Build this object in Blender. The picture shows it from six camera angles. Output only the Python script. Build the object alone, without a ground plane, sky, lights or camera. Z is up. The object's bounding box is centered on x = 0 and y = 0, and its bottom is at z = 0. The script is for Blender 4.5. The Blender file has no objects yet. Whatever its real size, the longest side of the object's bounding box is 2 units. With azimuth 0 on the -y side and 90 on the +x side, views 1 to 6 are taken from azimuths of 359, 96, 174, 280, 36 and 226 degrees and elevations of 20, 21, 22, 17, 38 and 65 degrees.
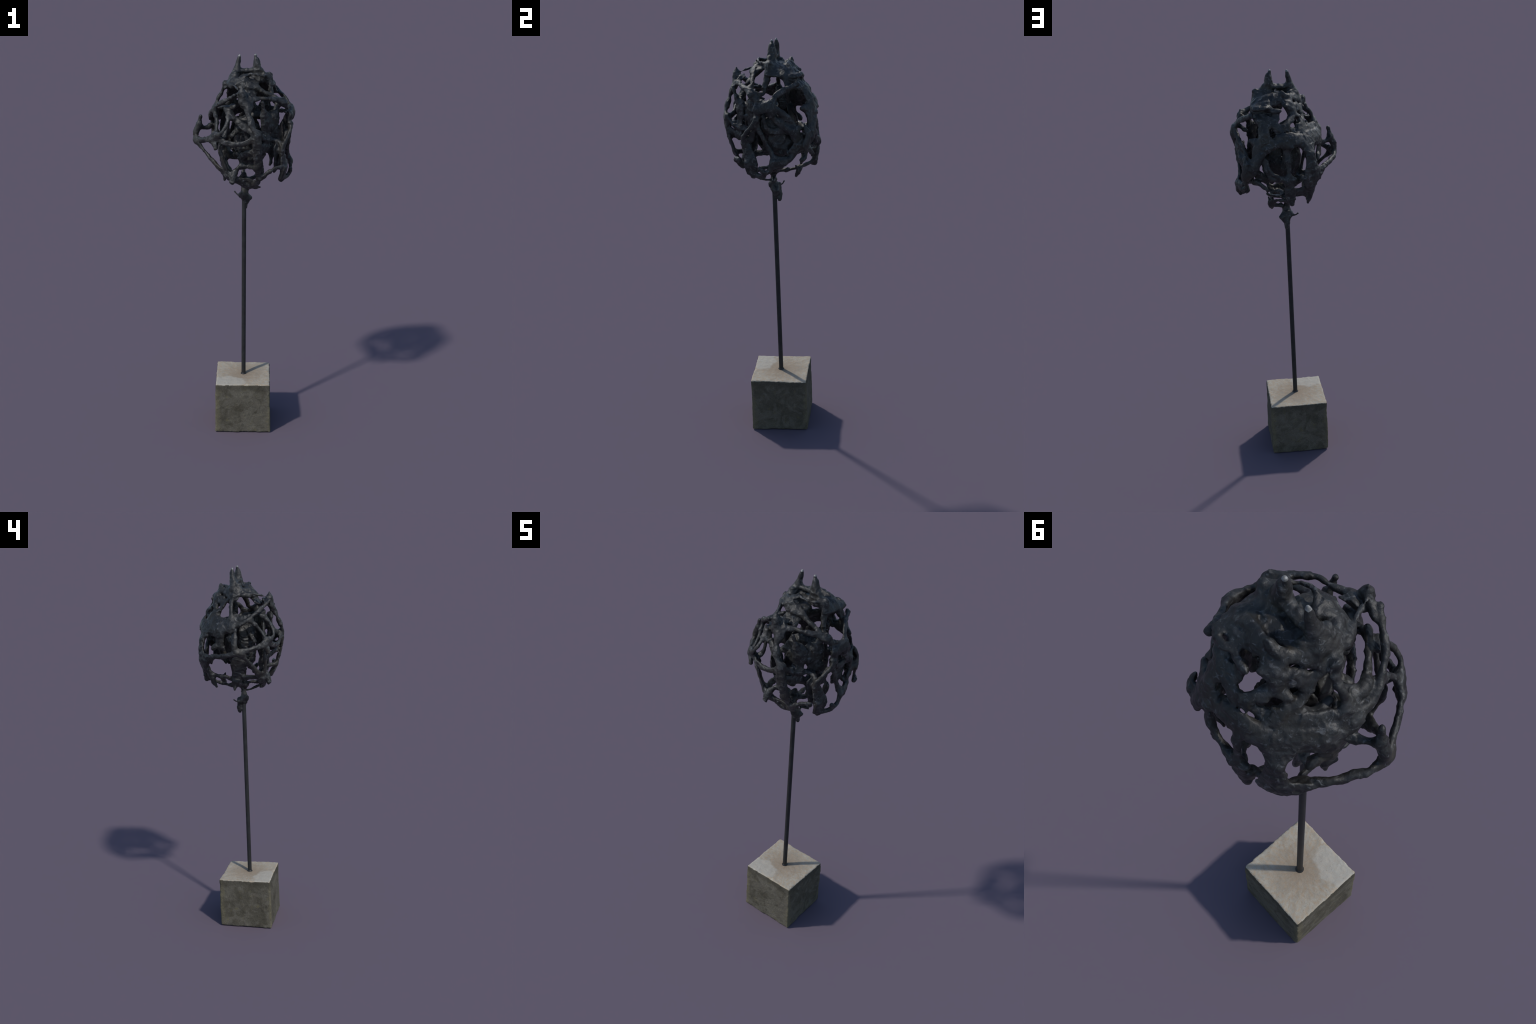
"""Openwork bronze seed-head on a steel rod, cast into a concrete cube.

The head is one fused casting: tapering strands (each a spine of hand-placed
points in millimetres with half-width and half-thickness) are flattened against
the egg they wrap, blended softly into each other, roughened with lumps and
meshed.  Rod and concrete cube are built below it.
"""
import bpy
import numpy as np

rng = np.random.default_rng(7)


# ------------------------------------------------------------------ field tools
class Field:
    """Signed distance field on a regular grid (metres)."""

    def __init__(self, low, high, step):
        self.low, self.step = np.array(low, float), step
        self.n = np.ceil((np.array(high) - self.low) / step).astype(int) + 1
        self.f = np.full(self.n, 0.05, np.float32)

    def axes(self, a, b):
        return [(self.low[i] + self.step * np.arange(a[i], b[i])).astype(np.float32) for i in range(3)]

    def box(self, lo, hi):
        a = np.maximum(((np.array(lo) - self.low) / self.step).astype(int), 0)
        b = np.minimum(np.ceil((np.array(hi) - self.low) / self.step).astype(int) + 1, self.n)
        return a, b

    def noise(self, cell, seed):
        """Smooth value noise, about -1..1, with lumps of the given size."""
        r = np.random.default_rng(seed)
        m = np.ceil(self.n * self.step / cell).astype(int) + 3
        v = r.uniform(-1, 1, m).astype(np.float32)
        for ax in range(3):
            x = np.arange(self.n[ax]) * self.step / cell
            i = x.astype(int)
            t = (x - i).astype(np.float32)
            t = t * t * (3 - 2 * t)
            shape = [1, 1, 1]
            shape[ax] = -1
            t = t.reshape(shape)
            v = np.take(v, i, ax) * (1 - t) + np.take(v, i + 1, ax) * t
        return v

    def mesh(self):
        """Surface nets: one vertex per crossed cell, one quad per crossed edge."""
        f = self.f
        neg = f < 0
        nx, ny, nz = f.shape
        acc = np.zeros((nx - 1, ny - 1, nz - 1), np.int8)
        for dx in (0, 1):
            for dy in (0, 1):
                for dz in (0, 1):
                    acc += neg[dx:nx - 1 + dx, dy:ny - 1 + dy, dz:nz - 1 + dz]
        cells = np.argwhere((acc > 0) & (acc < 8))
        index = np.full(acc.shape, -1, np.int32)
        index[tuple(cells.T)] = np.arange(len(cells))
        total, count = np.zeros((len(cells), 3)), np.zeros(len(cells))
        corner = np.array([(i, j, k) for i in (0, 1) for j in (0, 1) for k in (0, 1)])
        for p in corner:
            for ax in range(3):
                if p[ax]:
                    continue
                q = p.copy()
                q[ax] = 1
                fa, fb = f[tuple((cells + p).T)], f[tuple((cells + q).T)]
                cross = (fa < 0) != (fb < 0)
                t = np.where(cross, fa / np.where(cross, fa - fb, 1), 0)
                total += cross[:, None] * (p + t[:, None] * (q - p))
                count += cross
        verts = self.low + self.step * (cells + total / count[:, None])
        faces = []
        for ax in range(3):
            u, v = (ax + 1) % 3, (ax + 2) % 3
            a = [slice(None)] * 3
            b = [slice(None)] * 3
            a[ax], b[ax] = slice(0, -1), slice(1, None)
            e = np.argwhere(neg[tuple(a)] != neg[tuple(b)])
            e = e[(e[:, u] > 0) & (e[:, v] > 0) & (e[:, u] < f.shape[u] - 1) & (e[:, v] < f.shape[v] - 1)]
            du, dv = np.eye(3, dtype=int)[u], np.eye(3, dtype=int)[v]
            quad = np.stack([index[tuple((e - s).T)] for s in (du + dv, dv, 0 * du, du)], 1)
            flip = ~neg[tuple(e.T)]
            quad[flip] = quad[flip][:, ::-1]
            faces.append(quad)
        return verts, np.vstack(faces)


def soft_min(a, b, k):
    h = np.maximum(k - np.abs(a - b), 0) / k
    return np.minimum(a, b) - h * h * k * 0.25


def egg_normal(p):
    n = np.array([p[0] - 0.015, p[1], (p[2] - 1.6) * 0.5])
    return n / (np.linalg.norm(n) + 1e-9)


def through(points, per=4):
    """Catmull-Rom curve through the control rows."""
    p = np.vstack([2 * points[0] - points[1], points, 2 * points[-1] - points[-2]])
    out = []
    for i in range(1, len(p) - 2):
        for t in np.arange(per) / per:
            a, b, c, d = p[i - 1:i + 3]
            out.append(0.5 * (2 * b + (c - a) * t + (2 * a - 5 * b + 4 * c - d) * t * t + (3 * b - a - 3 * c + d) * t ** 3))
    out.append(points[-1])
    return np.array(out)


head = Field((-0.285, -0.255, 1.215), (0.29, 0.26, 2.012), 0.003)
BLEND = 0.016


def strand(name, *rows):
    """One strand of the casting: rows of x, y, z, half-width, half-thickness in mm."""
    p = np.array(rows, float) / 1000
    s = through(p)
    if name != "nub" and p[:, 3].max() < 0.02:
        SPINES.extend(s[::3])
    s[:, 3:] = np.clip(s[:, 3:], p[:, 3:].min(0), p[:, 3:].max(0))
    r = s[:, 3:].max(1)
    a, b = head.box((s[:, :3] - r[:, None]).min(0) - 0.025, (s[:, :3] + r[:, None]).max(0) + 0.025)
    d = np.full(b - a, 0.05, np.float32)
    for p0, p1 in zip(s[:-1], s[1:]):
        m = max(p0[3:].max(), p1[3:].max()) + 0.02
        i, j = head.box(np.minimum(p0[:3], p1[:3]) - m, np.maximum(p0[:3], p1[:3]) + m)
        i, j = np.maximum(i, a), np.minimum(j, b)
        if (j <= i).any():
            continue
        X, Y, Z = np.meshgrid(*head.axes(i, j), indexing="ij", sparse=True)
        ax = p1[:3] - p0[:3]
        L = ax @ ax + 1e-12
        t = np.clip(((X - p0[0]) * ax[0] + (Y - p0[1]) * ax[1] + (Z - p0[2]) * ax[2]) / L, 0, 1)
        vx, vy, vz = X - p0[0] - t * ax[0], Y - p0[1] - t * ax[1], Z - p0[2] - t * ax[2]
        n = egg_normal((p0[:3] + p1[:3]) / 2)
        w = p0[3] + t * (p1[3] - p0[3])
        h = p0[4] + t * (p1[4] - p0[4])
        out = vx * n[0] + vy * n[1] + vz * n[2]
        flat2 = np.maximum(vx * vx + vy * vy + vz * vz - out * out, 0)
        q = np.sqrt(flat2 / (w * w) + out * out / (h * h))
        # first-order distance to the flattened tube
        g = np.sqrt(flat2 / w ** 4 + out * out / h ** 4) + 1e-9
        dist = np.where(q < 0.3, -0.7 * np.minimum(w, h), q * (q - 1) / g)
        part = d[tuple(slice(x - o, y - o) for x, y, o in zip(i, j, a))]
        np.minimum(part, dist, out=part)
    view = head.f[tuple(slice(x, y) for x, y in zip(a, b))]
    view[...] = soft_min(view, d, BLEND)


SPINES = []


def nub(share, seed):
    """Small thorns and knots left on the strands: short cones leaning off a spine."""
    r = np.random.default_rng(seed)
    for p in [SPINES[i] for i in r.permutation(len(SPINES))[:share]]:
        n = egg_normal(p[:3])
        side = r.normal(size=3)
        out = n * 0.45 + side * 0.6
        out /= np.linalg.norm(out)
        rad = min(p[3], p[4])
        a, b = p[:3] + out * rad * 0.5, p[:3] + out * (rad + r.uniform(0.002, 0.006))
        w = r.uniform(4.5, 7.0)
        strand("nub", (*a * 1000, w, w), (*b * 1000, w * 0.35, w * 0.35))


def opening(x, y, z, r, depth):
    """A hole worn through the shell: an ellipsoid of given radius in the skin and depth, mm."""
    c = np.array([x, y, z]) / 1000
    r, depth = r / 1000, depth / 1000
    m = max(r, depth) + 0.02
    a, b = head.box(c - m, c + m)
    X, Y, Z = np.meshgrid(*head.axes(a, b), indexing="ij", sparse=True)
    n = egg_normal(c)
    vx, vy, vz = X - c[0], Y - c[1], Z - c[2]
    out = vx * n[0] + vy * n[1] + vz * n[2]
    flat2 = np.maximum(vx * vx + vy * vy + vz * vz - out * out, 0)
    q = np.sqrt(flat2 / r ** 2 + out * out / depth ** 2)
    d = (q - 1) * min(r, depth)
    view = head.f[tuple(slice(x, y) for x, y in zip(a, b))]
    view[...] = -soft_min(-view, d.astype(np.float32), 0.006)


# ------------------------------------------------------------------ the strands
strand("left_horn", (-22, 36, 1993, 5.5, 5.5), (-23, 36, 1980, 9, 9), (-28, 34, 1955, 13.5, 13.5), (-34, 30, 1930, 19, 19), (-42, 25, 1905, 24, 24), (-50, 20, 1880, 28, 28))
strand("right_horn", (55, 23, 1996, 7.5, 7.5), (55, 23, 1985, 7, 7), (57, 20, 1977, 11, 11), (62, 18, 1962, 18, 18), (63, 20, 1940, 20, 20), (68, 20, 1915, 22, 22), (78, 20, 1885, 27, 27))
strand("saddle", (-30, 30, 1922, 14, 11), (15, 26, 1918, 18, 11), (60, 20, 1922, 14, 11))
strand("saddle_lower", (-50, 30, 1890, 22, 12), (15, 22, 1885, 28, 12), (70, 20, 1890, 22, 12))
strand("crown_skirt", (-60, 0, 1868, 26, 8), (0, -30, 1872, 30, 8), (50, -30, 1872, 26, 8))
strand("crown_front", (-1, -37, 1898, 25.5, 9), (4, -43, 1872, 30.2, 9), (8, -59, 1846, 32.5, 9), (8, -80, 1822, 34.7, 9))
strand("crown_front_left", (-40, 0, 1914, 14, 9), (-47, -1, 1883, 16.4, 9), (-40, -36, 1868, 21, 9), (-17, -62, 1856, 18.5, 9))
strand("crown_ridge", (-66, 1, 1883, 6.09, 6.09), (-29, -45, 1886, 6.5, 6.5), (-1, -58, 1880, 7.41, 7.41), (29, -62, 1872, 9.72, 9), (61, -73, 1853, 11.1, 9))
strand("right_rib", (35, -75, 1860, 16, 9), (65, -70, 1847, 13, 9), (106, -71, 1825, 11, 9), (151, -70, 1803, 11, 9), (196, -66, 1778, 14, 9))
strand("shoulder_ridge", (-4, -10, 1896, 6.07, 6.07), (38, -46, 1913, 6.48, 6.48), (81, -36, 1903, 6.97, 6.97), (118, 7, 1898, 9.38, 9))
strand("shoulder_knob", (124, 15, 1905, 6, 6), (123, 14, 1895, 11, 9), (123, 12, 1882, 13, 9), (125, 10, 1865, 12, 9))
strand("shoulder_pad", (118, 16, 1890, 14, 9), (105, 20, 1885, 18, 9), (90, 20, 1878, 22, 9))
strand("front_knob", (1, -50, 1902, 7, 7), (2, -47, 1892, 12, 9), (4, -45, 1878, 18, 9))
strand("spike_tendon", (-78, -30, 1860, 8, 8), (-47, -86, 1862, 5.5, 5.5), (-33, -122, 1851, 5, 5), (-20, -152, 1845, 7, 7))
strand("spike", (-11, -157, 1867, 3, 3), (-11, -158, 1850, 9, 9), (-10, -162, 1830, 16, 9), (-8, -166, 1808, 22, 9), (0, -165, 1785, 22, 9))
strand("spike_web", (-11, -155, 1845, 8, 6), (5, -140, 1825, 16, 6), (20, -120, 1825, 16, 6))
strand("brow_plate", (-8, -134, 1822, 25.2, 9), (8, -154, 1803, 27.4, 9), (21, -168, 1785, 25.1, 9), (23, -179, 1768, 18.2, 9))
strand("brow_right", (46, -51, 1850, 18.6, 9), (48, -76, 1826, 13.9, 9), (45, -101, 1805, 16.2, 9))
strand("right_brow", (18, -155, 1803, 15, 9), (72, -134, 1810, 12, 9), (107, -129, 1808, 11, 9), (135, -111, 1804, 12, 9), (168, -88, 1793, 13, 9), (196, -66, 1778, 15, 9))
strand("long_diagonal", (-47, -161, 1829, 10.4, 9), (-82, -138, 1805, 10.4, 9), (-120, -108, 1778, 10.3, 9), (-148, -65, 1745, 10.3, 9), (-160, -32, 1724, 11.5, 9), (-162, 2, 1713, 11.5, 9))
strand("nose_rib", (14, -175, 1775, 14.8, 9), (19, -193, 1737, 13.2, 9), (30, -204, 1700, 12.5, 9))
strand("nose_rib_low", (30, -199, 1714, 12.5, 9), (37, -206, 1693, 13.7, 9), (47, -212, 1673, 13.7, 9), (62, -210, 1654, 16, 9))
strand("inner_diagonal", (-78, -138, 1748, 13, 9), (-67, -153, 1726, 15, 9), (-43, -148, 1712, 16, 9), (-10, -170, 1687, 17, 9), (20, -174, 1665, 17, 9), (47, -190, 1653, 16, 9))
strand("drop_rib", (-60, -137, 1735, 13, 9), (-79, -133, 1708, 11, 9), (-86, -135, 1662, 11, 9), (-96, -140, 1632, 13, 9), (-108, -155, 1615, 15, 9))
strand("front_band", (62, -207, 1650, 15, 9), (30, -203, 1620, 16, 9), (-8, -200, 1603, 13, 9), (-60, -193, 1600, 15, 9), (-105, -178, 1610, 17, 9), (-138, -158, 1625, 20, 9), (-168, -134, 1613, 16, 9), (-205, -80, 1597, 13, 9), (-237, -25, 1590, 14, 9))
strand("band_lobe", (-150, -152, 1610, 18, 9), (-144, -160, 1592, 18, 9), (-139, -166, 1574, 11, 9))
strand("band_link", (-138, -157, 1640, 12, 9), (-132, -118, 1693, 9, 9), (-145, -70, 1740, 12, 9))
strand("thorn", (-214, -8, 1700, 4, 4), (-217, -8, 1685, 7, 7), (-222, -6, 1668, 11, 11), (-231, -4, 1640, 17, 17), (-241, -4, 1610, 16, 16), (-241, -8, 1585, 15, 15))
strand("thorn_ring_top", (-222, 0, 1655, 14, 9), (-203, 8, 1642, 12, 9), (-183, 20, 1640, 14, 9), (-160, 35, 1650, 17, 9))
strand("thorn_band", (-238, -20, 1582, 15, 12), (-234, 30, 1572, 15, 12), (-210, 67, 1561, 15, 12), (-184, 113, 1557, 14, 12), (-140, 142, 1537, 17, 12), (-108, 170, 1515, 20, 12), (-88, 184, 1482, 20, 12))
strand("left_column", (-150, 158, 1545, 23.4, 9), (-126, 184, 1550, 21.2, 9), (-114, 193, 1571, 21.2, 9), (-114, 191, 1604, 11.7, 9), (-100, 192, 1631, 14.1, 9), (-81, 187, 1665, 23.6, 9), (-69, 182, 1687, 28.3, 9))
strand("thorn_strut", (-233, -39, 1576, 14, 9), (-203, -58, 1545, 11, 9), (-167, -83, 1505, 11, 9), (-139, -96, 1476, 12, 9), (-114, -107, 1452, 20, 9), (-88, -116, 1433, 24, 9), (-58, -122, 1411, 22, 9))
strand("front_keel", (-58, -122, 1411, 22, 9), (-30, -124, 1399, 19, 9), (6, -116, 1372, 19, 9), (32, -100, 1365, 18, 9), (60, -113, 1381, 17, 9), (72, -140, 1421, 18, 9), (72, -170, 1471, 22, 9), (67, -191, 1528, 24, 9), (61, -205, 1580, 24, 9), (62, -210, 1618, 22, 9), (64, -205, 1650, 17, 9))
strand("cheek_low", (182, -146, 1472, 14.1, 9), (161, -157, 1475, 10.5, 9), (132, -167, 1463, 9.82, 9), (109, -163, 1443, 9.84, 9), (84, -148, 1417, 12.9, 9))
strand("cheek_drip", (201, -109, 1458, 14.2, 9), (194, -108, 1436, 11.4, 9), (183, -104, 1410, 9.99, 9))
strand("horn_foot", (89, 14, 1922, 13.1, 9), (103, 8, 1903, 10.9, 9), (110, -5, 1890, 7.61, 7.61))
strand("crown_side", (109, 25, 1889, 23.9, 9), (112, 58, 1877, 26.1, 9), (89, 93, 1877, 26.2, 9), (43, 110, 1882, 13.2, 9))
strand("crown_side_low", (133, 13, 1861, 17.3, 9), (139, 59, 1854, 17.3, 9), (124, 101, 1848, 15.2, 9), (82, 140, 1839, 14.2, 9), (35, 157, 1833, 11.1, 9))
strand("back_rim", (112, 80, 1875, 14, 9), (85, 95, 1890, 13, 9), (46, 100, 1895, 12, 9), (13, 104, 1896, 11, 9), (-15, 95, 1888, 14, 9), (-42, 65, 1868, 18, 9), (-70, 25, 1850, 18, 9), (-88, 5, 1843, 15, 9))
strand("crown_roof", (80, 55, 1885, 26, 8), (40, 70, 1885, 24, 8), (0, 65, 1880, 24, 8), (-30, 45, 1875, 24, 8))
strand("rim_tooth", (13, 100, 1895, 8, 8), (12, 105, 1908, 3.5, 3.5))
strand("shelf", (100, 85, 1868, 22, 8), (115, 105, 1860, 22, 8), (130, 120, 1852, 18, 8))
strand("shelf_edge", (148, 105, 1845, 12, 9), (143, 135, 1845, 13, 9), (120, 148, 1848, 12, 9), (98, 153, 1850, 12, 9), (79, 138, 1850, 11, 9))
strand("side_column", (124, 10, 1885, 12, 9), (128, 2, 1855, 13, 9), (131, -4, 1828, 14, 9), (140, -12, 1800, 13, 9), (148, -20, 1775, 13, 9), (175, -50, 1768, 14, 9))
strand("eye_rim", (146, 74, 1842, 8.65, 8.65), (140, 101, 1825, 14.1, 9), (134, 124, 1808, 18.5, 9), (131, 145, 1791, 17.4, 9))
strand("eye_rim_low", (165, 135, 1815, 13, 9), (185, 90, 1797, 13, 9), (203, 63, 1785, 15, 9), (217, 42, 1770, 14, 9), (232, 25, 1745, 13, 9), (236, 22, 1732, 12, 9))
strand("side_pillar", (50, 148, 1822, 17.7, 9), (58, 163, 1795, 22.1, 9), (110, 176, 1765, 26.3, 9), (111, 190, 1725, 26.3, 9), (78, 200, 1682, 22.2, 9))
strand("side_pillar_low", (115, 192, 1703, 26.4, 9), (143, 194, 1669, 30.6, 9), (152, 198, 1626, 26.3, 9), (168, 195, 1594, 26.3, 9), (179, 188, 1566, 24.1, 9), (199, 171, 1549, 19.7, 9))
strand("ledge", (205, -63, 1732, 6.48, 6.48), (198, -28, 1733, 8.65, 8.65), (190, -1, 1728, 8.66, 8.66), (177, 19, 1723, 9.77, 9))
strand("ledge_plate", (226, -45, 1728, 12.9, 9), (232, -41, 1714, 19.3, 9), (235, -8, 1725, 25.7, 9), (234, 24, 1724, 23.6, 9), (238, 19, 1705, 21.4, 9))
strand("ledge_leg", (223, -45, 1693, 16.2, 9), (224, -46, 1662, 14.1, 9), (225, -42, 1627, 14.1, 9), (226, -30, 1601, 10.9, 9), (220, -13, 1559, 10.9, 9), (219, 7, 1522, 12.7, 9), (221, 19, 1493, 15.4, 9))
strand("jaw_diagonal", (227, 14, 1692, 17.2, 9), (227, 40, 1665, 15.1, 9), (223, 72, 1639, 16.2, 9), (217, 105, 1613, 16.3, 9), (202, 133, 1588, 15.3, 9), (174, 166, 1565, 17.6, 9))
strand("inner_jaw", (226, 47, 1710, 12.9, 9), (214, 90, 1674, 16.2, 9), (195, 117, 1631, 15.2, 9))
strand("cheek_edge", (208, -59, 1630, 8.71, 8.71), (206, -69, 1608, 13.1, 9), (196, -83, 1577, 19.8, 9), (186, -103, 1561, 17.6, 9), (187, -99, 1539, 19.9, 9), (194, -87, 1497, 24.3, 9), (205, -77, 1466, 26.5, 9), (204, -72, 1431, 17.7, 9), (177, -81, 1396, 8.95, 8.95))
strand("side_ring", (233, -44, 1441, 12.1, 9), (232, -21, 1422, 11.5, 9), (235, 2, 1432, 13.2, 9), (236, 15, 1461, 17.5, 9), (229, 24, 1484, 17.5, 9), (225, 56, 1482, 16.4, 9), (213, 89, 1483, 13.2, 9), (205, 113, 1498, 11, 9), (201, 142, 1530, 13.1, 9), (188, 166, 1551, 16.4, 9))
strand("side_ring_skirt", (237, 28, 1468, 19.7, 9), (233, 52, 1462, 19.7, 9), (221, 82, 1471, 15.4, 9), (216, 102, 1483, 9.87, 9))
strand("arch_hook", (214, 170, 1539, 17.4, 9), (208, 170, 1506, 9.85, 9), (210, 166, 1489, 8.77, 8.77), (223, 150, 1475, 8.75, 8.75))
strand("inner_wall", (196, -1, 1637, 34.9, 6), (196, 31, 1614, 43.6, 6), (190, 51, 1572, 43.8, 6), (185, 83, 1547, 35.2, 6))
strand("inner_wall_low", (186, 27, 1538, 33, 6), (182, 70, 1513, 26.5, 6), (180, 104, 1534, 26.4, 6))
strand("diagonal_root", (-12, -160, 1840, 14, 9), (-30, -150, 1830, 12, 9), (-55, -140, 1815, 11, 9))
strand("septum", (103, -139, 1727, 28.7, 7), (107, -134, 1698, 35.5, 7), (105, -136, 1660, 29, 7), (101, -142, 1616, 27, 7), (100, -144, 1580, 24.9, 7))
strand("septum_side", (132, -90, 1714, 33.4, 7), (137, -83, 1687, 35.8, 7), (143, -75, 1641, 29.3, 7), (142, -76, 1589, 31.8, 7), (138, -82, 1544, 27.4, 7), (134, -88, 1508, 16.1, 7), (130, -94, 1481, 13.8, 7))
strand("septum_edge", (158, -66, 1717, 20, 7), (158, -66, 1694, 17.9, 7), (159, -64, 1655, 13.5, 7), (166, -54, 1611, 20.4, 7))
strand("septum_riser", (87, -163, 1794, 6.99, 6.99), (91, -157, 1765, 8.34, 8), (97, -149, 1734, 13.2, 8))
strand("septum_riser", (162, -58, 1764, 17.7, 8), (156, -66, 1743, 20, 8), (150, -75, 1721, 24.4, 8))
strand("septum_sill", (55, -208, 1619, 17.9, 7), (67, -192, 1594, 20.2, 7), (86, -164, 1576, 22.6, 7), (107, -134, 1567, 24.9, 7), (128, -104, 1556, 25, 7))
strand("septum_ledge", (66, -195, 1635, 12, 9), (100, -155, 1615, 12, 9), (133, -108, 1606, 11, 9), (165, -100, 1595, 12, 9), (190, -115, 1578, 13, 9))
strand("cheek", (155, -110, 1560, 24, 7), (162, -100, 1510, 30, 7), (160, -90, 1465, 26, 7), (155, -87, 1445, 18, 7))
strand("cheek_foot", (186, -80, 1408, 13, 9), (205, -55, 1402, 11, 9), (222, -28, 1404, 12, 9))
strand("cheek_strut", (235, -50, 1670, 12, 9), (222, -80, 1630, 11, 9), (205, -105, 1600, 11, 9), (191, -116, 1572, 15, 9), (188, -112, 1530, 16, 9), (192, -100, 1470, 20, 9), (188, -85, 1420, 16, 9), (186, -80, 1397, 8, 8))
strand("curl", (-105, -147, 1588, 8, 8), (-116, -142, 1565, 11, 9), (-110, -143, 1530, 11, 9), (-100, -142, 1495, 11, 9), (-90, -135, 1460, 13, 9), (-85, -130, 1430, 14, 9))
strand("socket_lip", (75, -191, 1639, 6.69, 6.69), (84, -177, 1631, 6.26, 6.26), (92, -166, 1639, 6.7, 6.7))
strand("corner_lobe", (196, 166, 1640, 4, 4), (203, 171, 1620, 11, 9), (206, 181, 1590, 16, 9), (206, 176, 1560, 15, 9), (195, 160, 1535, 18, 9))
strand("temple_inner", (115, 50, 1785, 20, 7), (100, 55, 1750, 26, 7), (80, 60, 1710, 26, 7))
strand("chin_bar", (55, -178, 1480, 13, 9), (30, -145, 1476, 12, 9), (0, -120, 1474, 13, 9), (-25, -125, 1468, 13, 9), (-45, -138, 1450, 14, 9), (-55, -150, 1425, 15, 9), (-60, -155, 1400, 16, 9))
strand("chin_lobe", (45, -190, 1565, 16, 9), (15, -165, 1548, 17, 9), (-15, -135, 1525, 17, 9), (-15, -122, 1495, 14, 9), (-10, -120, 1475, 12, 9))
strand("chin_sheet", (-75, -140, 1565, 20, 7), (-70, -130, 1535, 24, 7), (-60, -125, 1510, 18, 7))
strand("chin_plate", (-106, -32, 1431, 14.4, 9), (-88, -93, 1432, 19, 9), (-67, -121, 1422, 18.9, 9))
strand("chin_floor", (-40, -125, 1405, 20, 7), (10, -115, 1398, 22, 7), (45, -115, 1390, 20, 7))
strand("crown_back", (121, 81, 1866, 19.7, 9), (77, 107, 1873, 20.7, 9), (33, 110, 1881, 13.1, 9))
strand("crown_back_low", (135, 85, 1850, 19.7, 9), (107, 112, 1856, 17.4, 9), (80, 124, 1859, 10.9, 9))
strand("eyebrow", (75, 118, 1851, 9.8, 9), (46, 117, 1862, 11.3, 9), (17, 115, 1869, 11.3, 9), (1, 126, 1853, 18.5, 9), (-16, 122, 1829, 18.6, 9), (-23, 128, 1803, 15.7, 9), (-12, 151, 1789, 16.3, 9), (5, 173, 1776, 16.3, 9), (30, 178, 1767, 11.9, 9), (56, 176, 1770, 11.3, 9), (72, 157, 1788, 13.5, 9), (81, 134, 1813, 16.3, 9), (83, 123, 1837, 12, 9))
strand("brow_shelf", (146, 89, 1830, 13.6, 9), (118, 118, 1833, 15.2, 9), (88, 128, 1846, 9.12, 9))
strand("left_temple", (152, 96, 1814, 17.5, 9), (120, 128, 1812, 26.1, 9), (101, 160, 1789, 20.6, 9), (105, 183, 1762, 13, 9), (112, 195, 1730, 14, 9), (121, 199, 1709, 15.1, 9))
strand("temple_knob", (195, -67, 1805, 4, 4), (195, -66, 1790, 12, 9), (197, -63, 1770, 15, 9), (212, -40, 1755, 13, 9), (232, 0, 1742, 14, 9), (238, 20, 1733, 15, 9), (245, 20, 1715, 12, 9))
strand("eye_tongue", (196, -66, 1778, 12, 9), (192, -35, 1765, 9, 9), (187, -12, 1757, 5, 5))
strand("inner_rib", (216, -16, 1683, 8.16, 8.16), (218, -11, 1649, 9.54, 9), (214, 10, 1615, 14.7, 9), (210, 111, 1612, 20, 9), (206, 125, 1581, 22.2, 9), (204, 131, 1550, 18.9, 9), (211, 103, 1517, 15.7, 9))
strand("mid_bar", (173, 156, 1706, 12, 9), (132, 181, 1701, 17.4, 9), (90, 193, 1697, 17.4, 9), (45, 199, 1701, 20.6, 9), (4, 204, 1702, 20.6, 9), (-35, 194, 1704, 16.3, 9))
strand("forehead", (46, 183, 1755, 17.3, 9), (4, 178, 1753, 13, 9), (-36, 155, 1733, 21.9, 9), (-86, 112, 1710, 26.6, 9))
strand("forehead_low", (47, 204, 1720, 15.1, 9), (10, 205, 1717, 26, 9), (-31, 195, 1707, 28.3, 9), (-76, 169, 1695, 24.1, 9))
strand("socket_right", (56, 177, 1767, 13, 9), (44, 178, 1742, 13, 9), (47, 177, 1720, 15.2, 9), (61, 174, 1701, 15.3, 9))
strand("left_ring", (157, 167, 1699, 15.2, 9), (143, 180, 1670, 14.2, 9), (145, 182, 1632, 10.9, 9), (173, 169, 1611, 8.78, 8.78), (197, 142, 1619, 8.82, 8.82))
strand("left_jaw", (191, 124, 1579, 24.4, 9), (165, 153, 1567, 24.3, 9), (144, 165, 1541, 26.5, 9), (114, 169, 1523, 19.9, 9))
strand("left_jaw_edge", (199, 92, 1501, 11.3, 9), (179, 146, 1508, 11.1, 9), (151, 178, 1508, 13.3, 9), (129, 189, 1493, 13.3, 9), (112, 193, 1479, 8.84, 8.84), (112, 191, 1465, 4.43, 4.43))
strand("left_cheekbone", (100, 211, 1672, 13, 9), (128, 210, 1643, 13.5, 9), (155, 205, 1606, 15.7, 9), (167, 199, 1580, 17.5, 9))
strand("socket_left_edge", (115, 204, 1617, 16.3, 9), (109, 207, 1577, 13.5, 9), (98, 209, 1540, 11, 9), (72, 210, 1525, 10.1, 9), (32, 211, 1524, 13.2, 9), (-15, 210, 1526, 9.9, 9))
strand("back_column", (15, 202, 1681, 20.6, 9), (14, 207, 1637, 17.9, 9), (11, 213, 1589, 13.5, 9), (10, 215, 1553, 13.6, 9), (5, 217, 1521, 19.8, 9), (10, 215, 1486, 24.2, 9), (9, 212, 1451, 22.1, 9), (4, 203, 1422, 15.6, 9), (0, 196, 1400, 8.93, 8.93))
strand("arch_left", (102, 212, 1668, 13, 9), (84, 209, 1686, 13, 9), (53, 211, 1693, 13, 9), (23, 212, 1686, 15.2, 9))
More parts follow.
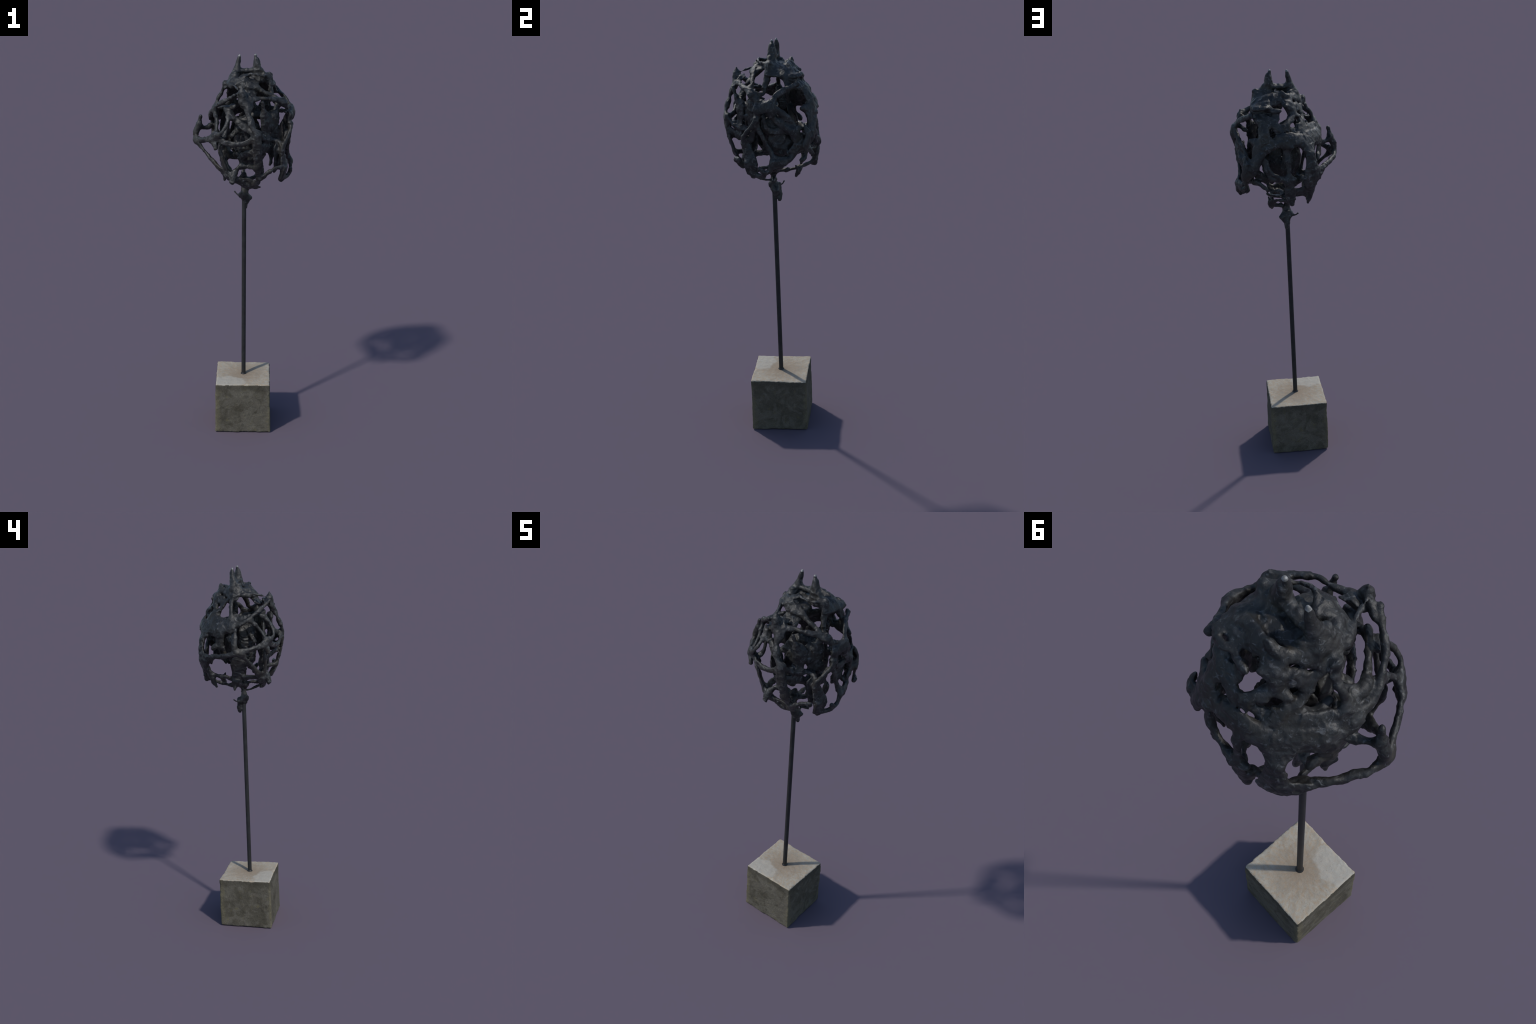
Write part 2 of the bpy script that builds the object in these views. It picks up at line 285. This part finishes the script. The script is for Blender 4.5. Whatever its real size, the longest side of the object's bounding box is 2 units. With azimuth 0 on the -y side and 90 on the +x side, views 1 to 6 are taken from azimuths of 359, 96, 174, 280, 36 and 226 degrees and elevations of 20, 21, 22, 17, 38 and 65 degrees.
strand("arch_right", (-5, 213, 1680, 13, 9), (-22, 206, 1690, 11.9, 9), (-50, 192, 1688, 13.1, 9), (-79, 188, 1665, 14.2, 9), (-87, 198, 1633, 14.2, 9), (-84, 207, 1590, 17.5, 9), (-80, 209, 1546, 22, 9), (-79, 207, 1511, 26.5, 9), (-93, 182, 1474, 17.8, 9))
strand("right_jaw", (-7, 182, 1463, 11.1, 9), (-38, 180, 1455, 17.8, 9), (-67, 174, 1460, 22.3, 9), (-99, 161, 1472, 15.7, 9))
strand("jaw_spur", (-44, 213, 1481, 8.84, 8.84), (-27, 218, 1491, 5.29, 5.29), (-24, 219, 1500, 2.64, 2.64))
strand("back_drip", (-95, 145, 1425, 11, 9), (-88, 139, 1403, 9, 9), (-85, 126, 1378, 7, 7))
strand("tongue", (1, 199, 1465, 24, 9), (2, 201, 1436, 20, 9), (0, 200, 1403, 9, 9))
strand("right_upright", (-71, 116, 1768, 11, 9), (-90, 120, 1731, 11.5, 9), (-105, 132, 1701, 13.3, 9), (-106, 154, 1680, 12.1, 9))
strand("right_upright_low", (-108, 155, 1677, 12.1, 9), (-103, 185, 1640, 10.5, 9), (-96, 202, 1599, 12.1, 9), (-104, 199, 1564, 12.1, 9), (-114, 187, 1525, 14.4, 9), (-108, 175, 1485, 13.4, 9))
strand("side_rise", (-30, 54, 1894, 8.82, 8.82), (-51, 60, 1869, 6.63, 6.63), (-79, 42, 1843, 10.7, 9), (-73, 66, 1826, 13.3, 9), (-77, 83, 1798, 11.1, 9), (-70, 119, 1766, 11, 9))
strand("side_rise_plate", (-52, 88, 1837, 17.6, 9), (-47, 112, 1809, 17.6, 9), (-52, 121, 1791, 11, 9))
strand("nape", (-17, 111, 1867, 15.3, 9), (-18, 127, 1843, 15.3, 9))
strand("side_tendon", (-96, 21, 1860, 13, 9), (-108, 27, 1817, 10, 9), (-127, 28, 1786, 10, 9), (-139, 26, 1753, 13, 9), (-146, 18, 1718, 16, 9), (-162, -3, 1715, 16, 9))
strand("flank_fold", (-96, 16, 1771, 9.01, 9), (-121, 1, 1749, 11.3, 9), (-134, 13, 1728, 11.3, 9), (-141, 37, 1712, 10.2, 9))
strand("rim_left", (1, 144, 1853, 7.56, 7.56), (-16, 109, 1857, 10.6, 9), (-26, 73, 1874, 9.84, 9), (-45, 43, 1871, 12.8, 9), (-56, 18, 1872, 15.1, 9), (-53, -17, 1878, 12.8, 9), (-36, -50, 1874, 9.31, 9), (14, -77, 1857, 8.47, 8.47))
strand("rim_left_low", (-68, 28, 1857, 12.8, 9), (-73, -16, 1863, 13.9, 9), (-59, -56, 1855, 12.8, 9))
strand("temple_left", (-35, 106, 1843, 14.1, 9), (-30, 122, 1826, 14.1, 9), (-32, 137, 1799, 17.7, 9), (-51, 141, 1768, 18.8, 9), (-58, 148, 1741, 21.2, 9))
strand("temple_left_in", (-44, 83, 1837, 16.4, 9), (-57, 76, 1815, 12.9, 9), (-61, 91, 1792, 11.7, 9), (-66, 103, 1772, 12.2, 9), (-75, 104, 1748, 14, 9))
strand("sill_left", (-82, 110, 1732, 18.7, 9), (-99, 73, 1735, 10.5, 9), (-104, 41, 1747, 10.4, 9))
strand("tendon_branch", (-122, 8, 1757, 12, 9), (-126, -22, 1750, 10, 9), (-121, -45, 1752, 9, 9), (-109, -70, 1755, 9, 9), (-85, -95, 1762, 10, 9), (-50, -130, 1772, 13, 9))
strand("tendon_sheet", (-137, 18, 1742, 13.8, 9), (-140, -17, 1747, 11.5, 9), (-134, -47, 1753, 9.2, 9))
strand("flank", (-76, 150, 1718, 37.6, 9), (-112, 104, 1718, 37.2, 9), (-134, 57, 1725, 25.4, 9), (-157, 20, 1717, 20.7, 9))
strand("flank_low", (-86, 166, 1689, 32.9, 9), (-134, 110, 1688, 37.1, 9), (-154, 64, 1694, 30, 9), (-167, 24, 1695, 20.7, 9))
strand("flank_fang", (-150, 85, 1685, 26, 8), (-153, 85, 1645, 26, 8), (-150, 92, 1615, 28, 8))
strand("flank_fang_tip", (-152, 77, 1605, 14, 9), (-156, 62, 1584, 6, 6))
strand("flank_fang_tip", (-142, 118, 1605, 14, 9), (-134, 131, 1584, 6, 6))
strand("flank_in", (-140, 45, 1680, 22, 8), (-140, 30, 1635, 20, 8), (-130, 30, 1605, 16, 8))
strand("bow", (-90, -125, 1755, 13, 9), (-80, -142, 1742, 12, 9), (-79, -167, 1714, 11, 9), (-92, -184, 1678, 10, 9), (-111, -188, 1655, 11, 9), (-135, -163, 1635, 16, 9))
strand("left_lower", (-126, 176, 1519, 25.9, 9), (-108, 174, 1485, 17.8, 9), (-105, 161, 1458, 16.6, 9), (-97, 149, 1430, 12.4, 9), (-88, 143, 1404, 11.9, 9))
strand("left_sill", (-103, 142, 1455, 11.9, 9), (-94, 111, 1437, 9.5, 9), (-91, 75, 1434, 13.1, 9), (-76, 45, 1419, 19.1, 9))
strand("low_drip", (-102, 17, 1409, 15, 9), (-98, 24, 1383, 11, 9), (-98, 27, 1365, 6, 6))
strand("inner_mass", (-118, -18, 1541, 30, 9), (-115, 0, 1500, 44, 9), (-100, 0, 1460, 40, 9), (-95, 20, 1420, 20, 9))
strand("floor_left", (-100, 20, 1400, 20, 8), (-60, 0, 1385, 22, 8), (0, -10, 1370, 22, 8))
strand("floor_right", (0, -10, 1375, 22, 8), (50, 10, 1385, 18, 8), (90, 40, 1405, 16, 8))
strand("floor_back", (0, -10, 1370, 16, 8), (0, 80, 1372, 10, 8), (0, 170, 1400, 12, 8))
strand("floor_front", (0, -10, 1385, 18, 7), (20, -50, 1388, 16, 7), (40, -90, 1378, 15, 7))
strand("front_hook", (68, -90, 1362, 10, 9), (63, -58, 1348, 8, 8), (55, -35, 1338, 6, 6), (48, -20, 1336, 4, 4))
strand("lower_hook", (30, 0, 1335, 9, 7), (55, 0, 1335, 9, 7), (75, -2, 1335, 9, 7), (84, -6, 1335, 6, 6))
strand("back_flap", (5, 190, 1415, 12, 6), (40, 170, 1412, 9, 6), (68, 147, 1408, 12, 6), (88, 128, 1392, 19, 6), (90, 118, 1372, 17, 6), (86, 114, 1360, 8, 6))
strand("back_flap_spur", (90, 125, 1395, 10, 5), (101, 113, 1418, 4, 4))
strand("socket", (0, -5, 1400, 15, 15), (0, -5, 1360, 15, 15), (0, -5, 1330, 14, 14), (0, -5, 1300, 13, 13))
strand("collar", (0, -4, 1305, 16, 16), (8, 0, 1280, 22, 22), (12, 4, 1265, 20, 20), (8, 6, 1250, 13, 13), (3, 3, 1238, 11, 11))
strand("collar_bulge", (15, 5, 1285, 14, 12), (32, 9, 1275, 10, 10))
strand("collar_fin", (10, -5, 1315, 10, 8), (6, -20, 1302, 8, 8), (5, -22, 1292, 5, 5))
strand("collar_thorn", (-20, 15, 1285, 9, 9), (-35, 32, 1288, 6, 6), (-47, 43, 1301, 5, 5))
strand("rod_flap", (-12, 20, 1295, 9, 9), (-5, 24, 1270, 9, 9), (6, 23, 1240, 11, 9), (10, 20, 1214, 8, 8))
strand("outer_left", (120, 195, 1600, 12, 9), (100, 208, 1577, 10, 9), (78, 214, 1553, 9, 9), (48, 219, 1534, 10, 9), (20, 218, 1512, 13, 9))
strand("core_front", (50, -115, 1665, 28, 7), (40, -115, 1620, 32, 7), (35, -110, 1570, 30, 7), (40, -100, 1510, 26, 7))
strand("core_front_left", (10, -60, 1680, 30, 7), (0, -60, 1640, 34, 7), (-5, -60, 1570, 34, 7), (0, -60, 1520, 28, 7))
strand("core_left", (-30, -20, 1670, 30, 7), (-35, -20, 1620, 34, 7), (-35, -15, 1560, 34, 7), (-30, -10, 1510, 30, 7))
strand("core_back_left", (-40, 50, 1670, 28, 7), (-50, 50, 1630, 34, 7), (-50, 55, 1570, 34, 7), (-40, 50, 1520, 30, 7))
strand("core_back", (0, 100, 1680, 30, 7), (-10, 115, 1620, 38, 7), (0, 115, 1560, 36, 7), (10, 100, 1510, 30, 7))
strand("core_back_right", (40, 90, 1680, 26, 7), (55, 100, 1620, 32, 7), (60, 100, 1560, 32, 7), (60, 80, 1500, 26, 7))
strand("core_right", (120, 10, 1660, 28, 7), (115, 0, 1600, 30, 7), (100, -10, 1540, 28, 7), (90, -20, 1490, 24, 7))
strand("core_floor", (-30, -50, 1505, 30, 8), (20, -40, 1490, 34, 8), (60, 0, 1485, 36, 8), (90, 50, 1485, 30, 8))
strand("core_top", (-10, -30, 1690, 24, 7), (30, -10, 1700, 26, 7), (70, 0, 1700, 26, 7), (110, 0, 1690, 22, 7))
strand("core_fold", (-60, -80, 1620, 14, 9), (0, -40, 1660, 18, 9), (60, -20, 1640, 18, 9), (110, 20, 1600, 16, 9))
strand("core_back_far", (-95, 80, 1700, 26, 7), (-105, 80, 1650, 30, 7), (-100, 80, 1600, 26, 7))
strand("core_bridge", (30, -50, 1715, 20, 7), (70, -40, 1720, 22, 7), (100, -30, 1715, 20, 7))
strand("core_cheek", (11, -150, 1679, 13.5, 7), (14, -147, 1639, 15.8, 7), (17, -142, 1609, 13.6, 7))
opening(-50, 152, 1789, 17, 26)
opening(-62, 108, 1806, 12, 24)
nub(75, 21)

# lumps, dimples and pinched ridges of the hand-worked wax
head.f += 0.0024 * head.noise(0.028, 1) + 0.0014 * head.noise(0.015, 2) + 0.0008 * head.noise(0.0075, 3)
ridge = 1 - np.abs(head.noise(0.025, 4)) * 2.2
head.f -= 0.0036 * np.clip(ridge - 0.35, 0, 1) - 0.0015


# ------------------------------------------------------------------ materials
def material(name):
    m = bpy.data.materials.new(name)
    m.use_nodes = True
    return m, m.node_tree, m.node_tree.nodes["Principled BSDF"]


def node(tree, kind, **inputs):
    n = tree.nodes.new(kind)
    for k, v in inputs.items():
        if k in n.inputs:
            n.inputs[k].default_value = v
        else:
            setattr(n, k, v)
    return n


def ramp(tree, source, stops):
    r = tree.nodes.new("ShaderNodeValToRGB")
    e = r.color_ramp.elements
    while len(e) < len(stops):
        e.new(0.5)
    for el, (pos, c) in zip(e, stops):
        el.position = pos
        el.color = (*c, 1) if not np.isscalar(c) else (c, c, c, 1)
    tree.links.new(source, r.inputs["Fac"])
    return r.outputs["Color"]


def mix(tree, fac, a, b, blend="MIX"):
    m = tree.nodes.new("ShaderNodeMix")
    m.data_type, m.blend_type = "RGBA", blend
    for sock, v in ((m.inputs["Factor"], fac), (m.inputs["A"], a), (m.inputs["B"], b)):
        if hasattr(v, "links") or isinstance(v, bpy.types.NodeSocket):
            tree.links.new(v, sock)
        else:
            sock.default_value = v if np.isscalar(v) else (*v, 1)
    return m.outputs["Result"]


def noise(tree, vector, scale, detail=4.0, rough=0.55, distortion=0.0):
    n = node(tree, "ShaderNodeTexNoise", Scale=scale, Detail=detail, Roughness=rough, Distortion=distortion)
    tree.links.new(vector, n.inputs["Vector"])
    return n.outputs["Fac"]


def bump(tree, height, strength, distance, shader):
    b = node(tree, "ShaderNodeBump", Strength=strength, Distance=distance)
    tree.links.new(height, b.inputs["Height"])
    tree.links.new(b.outputs["Normal"], shader.inputs["Normal"])


def bronze():
    m, t, s = material("dark_patinated_bronze")
    co = t.nodes.new("ShaderNodeTexCoord").outputs["Object"]
    c = ramp(t, noise(t, co, 24, 6, 0.62, 0.7), [(0.34, (0.0095, 0.0095, 0.0098)), (0.52, (0.018, 0.018, 0.0178)), (0.67, (0.042, 0.042, 0.042))])  # base lowered overall to carry the occlusion shade of the unlit sides
    brown = ramp(t, noise(t, co, 9, 3), [(0.5, 0.0), (0.66, 0.6)])
    c = mix(t, brown, c, (0.034, 0.030, 0.023))
    painted_glint = ramp(t, noise(t, co, 52, 6, 0.68, 1.4), [(0.555, 0.0), (0.68, 0.75)])  # pale flecks coloured in for sky reflections on the ridges
    c = mix(t, painted_glint, c, (0.13, 0.133, 0.137))
    t.links.new(c, s.inputs["Base Color"])
    t.links.new(ramp(t, noise(t, co, 45, 4), [(0.3, 0.38), (0.7, 0.6)]), s.inputs["Roughness"])
    s.inputs["Specular IOR Level"].default_value = 0.45
    bump(t, noise(t, co, 95, 5, 0.65), 0.55, 0.004, s)
    return m


def worn_bronze():
    m, t, s = material("worn_bright_bronze")
    co = t.nodes.new("ShaderNodeTexCoord").outputs["Object"]
    t.links.new(ramp(t, noise(t, co, 120, 3), [(0.35, (0.12, 0.12, 0.115)), (0.65, (0.28, 0.28, 0.27))]), s.inputs["Base Color"])
    s.inputs["Roughness"].default_value = 0.4
    return m


def steel():
    m, t, s = material("black_steel")
    co = t.nodes.new("ShaderNodeTexCoord").outputs["Object"]
    c = ramp(t, noise(t, co, 30, 4), [(0.35, (0.017, 0.017, 0.018)), (0.65, (0.026, 0.027, 0.028))])
    t.links.new(c, s.inputs["Base Color"])
    s.inputs["Roughness"].default_value = 0.5
    s.inputs["Specular IOR Level"].default_value = 0.35
    return m


def concrete_top():
    m, t, s = material("trowelled_concrete")
    tc = t.nodes.new("ShaderNodeTexCoord").outputs["Object"]
    # trowel strokes run outward from the rod: noise on angle and a slow radius
    sub = node(t, "ShaderNodeVectorMath", operation="SUBTRACT")
    t.links.new(tc, sub.inputs[0])
    sub.inputs[1].default_value = (0, -0.008, 0.28)
    p = sub.outputs[0]
    sep = t.nodes.new("ShaderNodeSeparateXYZ")
    t.links.new(p, sep.inputs[0])
    flat = t.nodes.new("ShaderNodeCombineXYZ")
    t.links.new(sep.outputs["X"], flat.inputs["X"])
    t.links.new(sep.outputs["Y"], flat.inputs["Y"])
    norm = node(t, "ShaderNodeVectorMath", operation="NORMALIZE")
    t.links.new(flat.outputs[0], norm.inputs[0])
    length = node(t, "ShaderNodeVectorMath", operation="LENGTH")
    t.links.new(flat.outputs[0], length.inputs[0])
    radius = length.outputs["Value"]
    scaled = node(t, "ShaderNodeVectorMath", operation="MULTIPLY_ADD")
    t.links.new(norm.outputs[0], scaled.inputs[0])
    scaled.inputs[1].default_value = (0.1, 0.1, 0.1)
    t.links.new(flat.outputs[0], scaled.inputs[2])
    streak = noise(t, scaled.outputs[0], 55, 4, 0.6)
    c = ramp(t, noise(t, p, 26, 6, 0.6), [(0.3, (0.33, 0.295, 0.235)), (0.7, (0.43, 0.395, 0.325))])
    tan = ramp(t, streak, [(0.44, 0.0), (0.62, 0.8)])
    c = mix(t, tan, c, (0.39, 0.30, 0.205))
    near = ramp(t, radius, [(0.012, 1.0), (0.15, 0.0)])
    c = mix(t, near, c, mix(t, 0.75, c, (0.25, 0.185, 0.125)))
    fine = ramp(t, noise(t, scaled.outputs[0], 170, 3, 0.6), [(0.28, 0.45), (0.4, 0.0)])
    c = mix(t, fine, c, (0.25, 0.215, 0.17))
    # the pale skim patch towards the front left
    pos = node(t, "ShaderNodeVectorMath", operation="DISTANCE")
    warp = node(t, "ShaderNodeVectorMath", operation="ADD")
    t.links.new(p, warp.inputs[0])
    wn = node(t, "ShaderNodeTexNoise", Scale=22.0, Detail=3.0)
    t.links.new(p, wn.inputs["Vector"])
    half = node(t, "ShaderNodeVectorMath", operation="MULTIPLY_ADD")
    t.links.new(wn.outputs["Color"], half.inputs[0])
    half.inputs[1].default_value, half.inputs[2].default_value = (0.07, 0.07, 0), (-0.035, -0.035, 0)
    t.links.new(half.outputs[0], warp.inputs[1])
    squash = node(t, "ShaderNodeVectorMath", operation="MULTIPLY")
    t.links.new(warp.outputs[0], squash.inputs[0])
    squash.inputs[1].default_value = (0.75, 1.35, 0)
    t.links.new(squash.outputs[0], pos.inputs[0])
    pos.inputs[1].default_value = (-0.068, -0.128, 0)
    skim = ramp(t, pos.outputs["Value"], [(0.066, 0.6), (0.082, 0.0)])
    c = mix(t, skim, c, (0.44, 0.415, 0.36))
    pits = node(t, "ShaderNodeTexVoronoi", Scale=75.0, Randomness=1.0)
    t.links.new(p, pits.inputs["Vector"])
    pit = ramp(t, pits.outputs["Distance"], [(0.07, 0.8), (0.13, 0.0)])
    c = mix(t, pit, c, (0.2, 0.18, 0.15))
    grain = ramp(t, noise(t, p, 420, 2), [(0.3, 0.88), (0.7, 1.08)])
    c = mix(t, 1.0, c, grain, "MULTIPLY")
    t.links.new(c, s.inputs["Base Color"])
    s.inputs["Roughness"].default_value = 0.9
    s.inputs["Specular IOR Level"].default_value = 0.2
    bump(t, noise(t, p, 160, 4), 0.3, 0.002, s)
    return m


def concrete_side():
    m, t, s = material("dark_cast_concrete")
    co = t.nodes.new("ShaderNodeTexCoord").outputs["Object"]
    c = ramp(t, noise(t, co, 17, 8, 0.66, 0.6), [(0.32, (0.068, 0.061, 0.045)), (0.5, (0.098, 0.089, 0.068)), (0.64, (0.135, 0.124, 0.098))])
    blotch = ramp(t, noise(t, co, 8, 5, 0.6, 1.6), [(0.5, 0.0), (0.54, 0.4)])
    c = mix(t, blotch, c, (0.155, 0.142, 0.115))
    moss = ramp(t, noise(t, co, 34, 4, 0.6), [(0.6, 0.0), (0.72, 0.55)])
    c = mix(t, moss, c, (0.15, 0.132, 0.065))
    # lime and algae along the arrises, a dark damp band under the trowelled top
    sep = t.nodes.new("ShaderNodeSeparateXYZ")
    t.links.new(co, sep.inputs[0])

    def math(op, a, b=0.0):
        m = node(t, "ShaderNodeMath", operation=op)
        for sock, v in zip(m.inputs, (a, b)):
            if isinstance(v, bpy.types.NodeSocket):
                t.links.new(v, sock)
            else:
                sock.default_value = v
        return m.outputs[0]

    corner = math("MINIMUM", math("ABSOLUTE", sep.outputs["X"]), math("ABSOLUTE", math("ADD", sep.outputs["Y"], 0.013)))
    wobble = math("MULTIPLY", math("SUBTRACT", noise(t, co, 45, 5, 0.65), 0.5), 0.07)
    edge_dirt = ramp(t, math("MULTIPLY", math("ADD", corner, wobble), 5.0), [(0.60, 0.0), (0.70, 0.6)])
    c = mix(t, edge_dirt, c, (0.155, 0.138, 0.085))
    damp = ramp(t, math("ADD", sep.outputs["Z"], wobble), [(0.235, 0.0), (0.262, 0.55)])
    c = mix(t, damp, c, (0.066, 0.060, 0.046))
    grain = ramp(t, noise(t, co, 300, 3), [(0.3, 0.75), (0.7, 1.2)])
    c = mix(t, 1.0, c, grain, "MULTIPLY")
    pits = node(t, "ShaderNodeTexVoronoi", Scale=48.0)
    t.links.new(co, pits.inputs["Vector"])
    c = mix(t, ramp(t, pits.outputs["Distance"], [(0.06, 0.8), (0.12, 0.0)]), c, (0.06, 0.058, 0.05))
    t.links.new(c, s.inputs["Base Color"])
    s.inputs["Roughness"].default_value = 0.95
    s.inputs["Specular IOR Level"].default_value = 0.15
    bump(t, noise(t, co, 110, 5, 0.65), 0.5, 0.004, s)
    return m


BRONZE, WORN, STEEL, TOP, SIDE = bronze(), worn_bronze(), steel(), concrete_top(), concrete_side()

# ------------------------------------------------------------------ objects
root = bpy.data.objects.new("bronze_sculpture", None)
bpy.context.scene.collection.objects.link(root)
root["label"] = "dark openwork bronze seed head on rod in concrete cube"
root["category"] = "sculpture"


def vertex_normals(verts, faces):
    n = np.zeros_like(verts)
    d1, d2 = verts[faces[:, 2]] - verts[faces[:, 0]], verts[faces[:, 3]] - verts[faces[:, 1]]
    fn = np.cross(d1, d2)
    for k in range(4):
        np.add.at(n, faces[:, k], fn)
    return n / (np.linalg.norm(n, axis=1, keepdims=True) + 1e-12)


def add_mesh(name, verts, faces, mat, parent, normals=None):
    me = bpy.data.meshes.new(name)
    used, back = np.unique(faces, return_inverse=True)
    back = back.reshape(faces.shape).astype(np.int32)
    me.vertices.add(len(used))
    me.vertices.foreach_set("co", verts[used].astype(np.float32).ravel())
    me.loops.add(back.size)
    me.loops.foreach_set("vertex_index", back.ravel())
    me.polygons.add(len(back))
    me.polygons.foreach_set("loop_start", np.arange(len(back), dtype=np.int32) * back.shape[1])
    me.update(calc_edges=True)
    me.validate()
    me.polygons.foreach_set("use_smooth", np.ones(len(me.polygons), bool))
    if normals is not None:
        me.normals_split_custom_set_from_vertices(normals[used].tolist())
    me.materials.append(mat)
    ob = bpy.data.objects.new(name, me)
    bpy.context.scene.collection.objects.link(ob)
    ob.parent = parent
    return ob


def largest_pieces(verts, faces, least):
    """Drop crumbs that the noise cut loose."""
    label = np.arange(len(verts))
    while True:
        low = label[faces].min(1)
        new = label.copy()
        for k in range(4):
            np.minimum.at(new, faces[:, k], low)
        new = new[new]
        if (new == label).all():
            break
        label = new
    keep = np.bincount(label, minlength=len(verts))[label] >= least
    return faces[keep[faces[:, 0]]]


verts, faces = head.mesh()
faces = largest_pieces(verts, faces, 1500)
normals = vertex_normals(verts, faces)
c = verts[faces].mean(1)
x, y, z = c.T
region = np.zeros(len(faces), int)
region[z > 1.862] = 1
region[(z > 1.925) & (x < 0.016)] = 2
region[(z > 1.925) & (x >= 0.016)] = 3
region[(z > 1.832) & (y < -0.14)] = 4
region[(z > 1.655) & (x < -0.199)] = 5
region[z < 1.322] = 6
region[(z < 1.42) & (y > 0.155)] = 7
region[(z < 1.41) & (x < -0.06) & (y > 0.095) & (region == 0)] = 8
region[(z < 1.39) & (x < -0.075) & (y < 0.06) & (region == 0)] = 9
region[((z > 1.9885) & (region == 2)) | ((z > 1.9925) & (region == 3))] = 10
cage = add_mesh("openwork_cage", verts, faces[region == 0], BRONZE, root, normals)
for r, name in ((1, "crown"), (2, "horn"), (3, "horn"), (4, "spike"), (5, "thorn"), (6, "collar"), (7, "tongue"), (8, "drip"), (9, "drip"), (10, "worn_tip")):
    if (region == r).any():
        add_mesh(name, verts, faces[region == r], WORN if r == 10 else BRONZE, cage, normals)


# rod: a straight steel bar, very slightly leaning
def tube(name, rings, mat, parent, sides=48):
    a = np.arange(sides) * 2 * np.pi / sides
    v = np.vstack([np.stack([cx + r * np.cos(a), cy + r * np.sin(a), np.full(sides, h)], 1) for cx, cy, h, r in rings])
    f = [[i * sides + j, i * sides + (j + 1) % sides, (i + 1) * sides + (j + 1) % sides, (i + 1) * sides + j] for i in range(len(rings) - 1) for j in range(sides)]
    return add_mesh(name, v, np.array(f), mat, parent)


foot, top = np.array([0.0, -0.0112]), np.array([0.001, -0.003])
rod_rings = [(*(foot + (top - foot) * (h - 0.28) / 0.98), h, 0.0113) for h in np.linspace(0.262, 1.335, 24)]
rod = tube("rod", rod_rings, STEEL, root)
bead = [(foot[0], foot[1], 0.270, 0.0165), (foot[0], foot[1], 0.2835, 0.0155), (foot[0], foot[1], 0.287, 0.0130), (foot[0], foot[1], 0.2905, 0.0105)]
tube("weld_bead", bead, STEEL, rod)

# concrete cube: an uneven cast block with chipped arrises
block = Field((-0.175, -0.18, -0.02), (0.168, 0.16, 0.305), 0.0025)
X, Y, Z = np.meshgrid(*block.axes((0, 0, 0), block.n), indexing="ij", sparse=True)
up = np.clip(Z / 0.28, 0, 1)
sides = []
lower = [(-0.155, -0.155), (0.145, -0.163), (0.148, 0.127), (-0.144, 0.140)]
upper = [(-0.151, -0.1495), (0.1385, -0.158), (0.148, 0.127), (-0.144, 0.140)]
for i in range(4):
    a0, b0, a1, b1 = (np.array(q) for q in (lower[i], lower[(i + 1) % 4], upper[i], upper[(i + 1) % 4]))
    ax_, ay_ = a0[0] + up * (a1[0] - a0[0]), a0[1] + up * (a1[1] - a0[1])
    bx_, by_ = b0[0] + up * (b1[0] - b0[0]), b0[1] + up * (b1[1] - b0[1])
    ex, ey = bx_ - ax_, by_ - ay_
    ln = np.sqrt(ex * ex + ey * ey)
    sides.append(((X - ax_) * ey - (Y - ay_) * ex) / ln)
tilt = 0.2825 - 0.014 * (Y + 0.01) + 0 * X
lumps = 0.0016 * block.noise(0.06, 11) + 0.0010 * block.noise(0.02, 12) + 0.0006 * block.noise(0.008, 13)
planes = sides + [Z - tilt, -Z]
# rounded, slightly crumbling arrises: smooth maximum of the planes
ROUND = 0.007
d = planes[0]
for p in planes[1:]:
    d = -soft_min(-d, -p, ROUND)
near_edge = np.sort(np.stack(np.broadcast_arrays(*planes)), 0)[-2]
crumble = np.clip(1 + near_edge / 0.016, 0, 1) ** 2 * (0.0035 * np.maximum(block.noise(0.016, 14), 0) + 0.0025 * np.maximum(block.noise(0.008, 15), 0))
block.f = (d + lumps + crumble).astype(np.float32)
block.f = np.maximum(block.f, np.broadcast_to(-Z, block.f.shape)).astype(np.float32)
bv, bf = block.mesh()
bn = vertex_normals(bv, bf)
bc = bv[bf].mean(1)
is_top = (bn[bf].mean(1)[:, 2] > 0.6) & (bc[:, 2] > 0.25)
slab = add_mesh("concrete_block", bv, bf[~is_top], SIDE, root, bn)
add_mesh("trowelled_top", bv, bf[is_top], TOP, slab, bn)
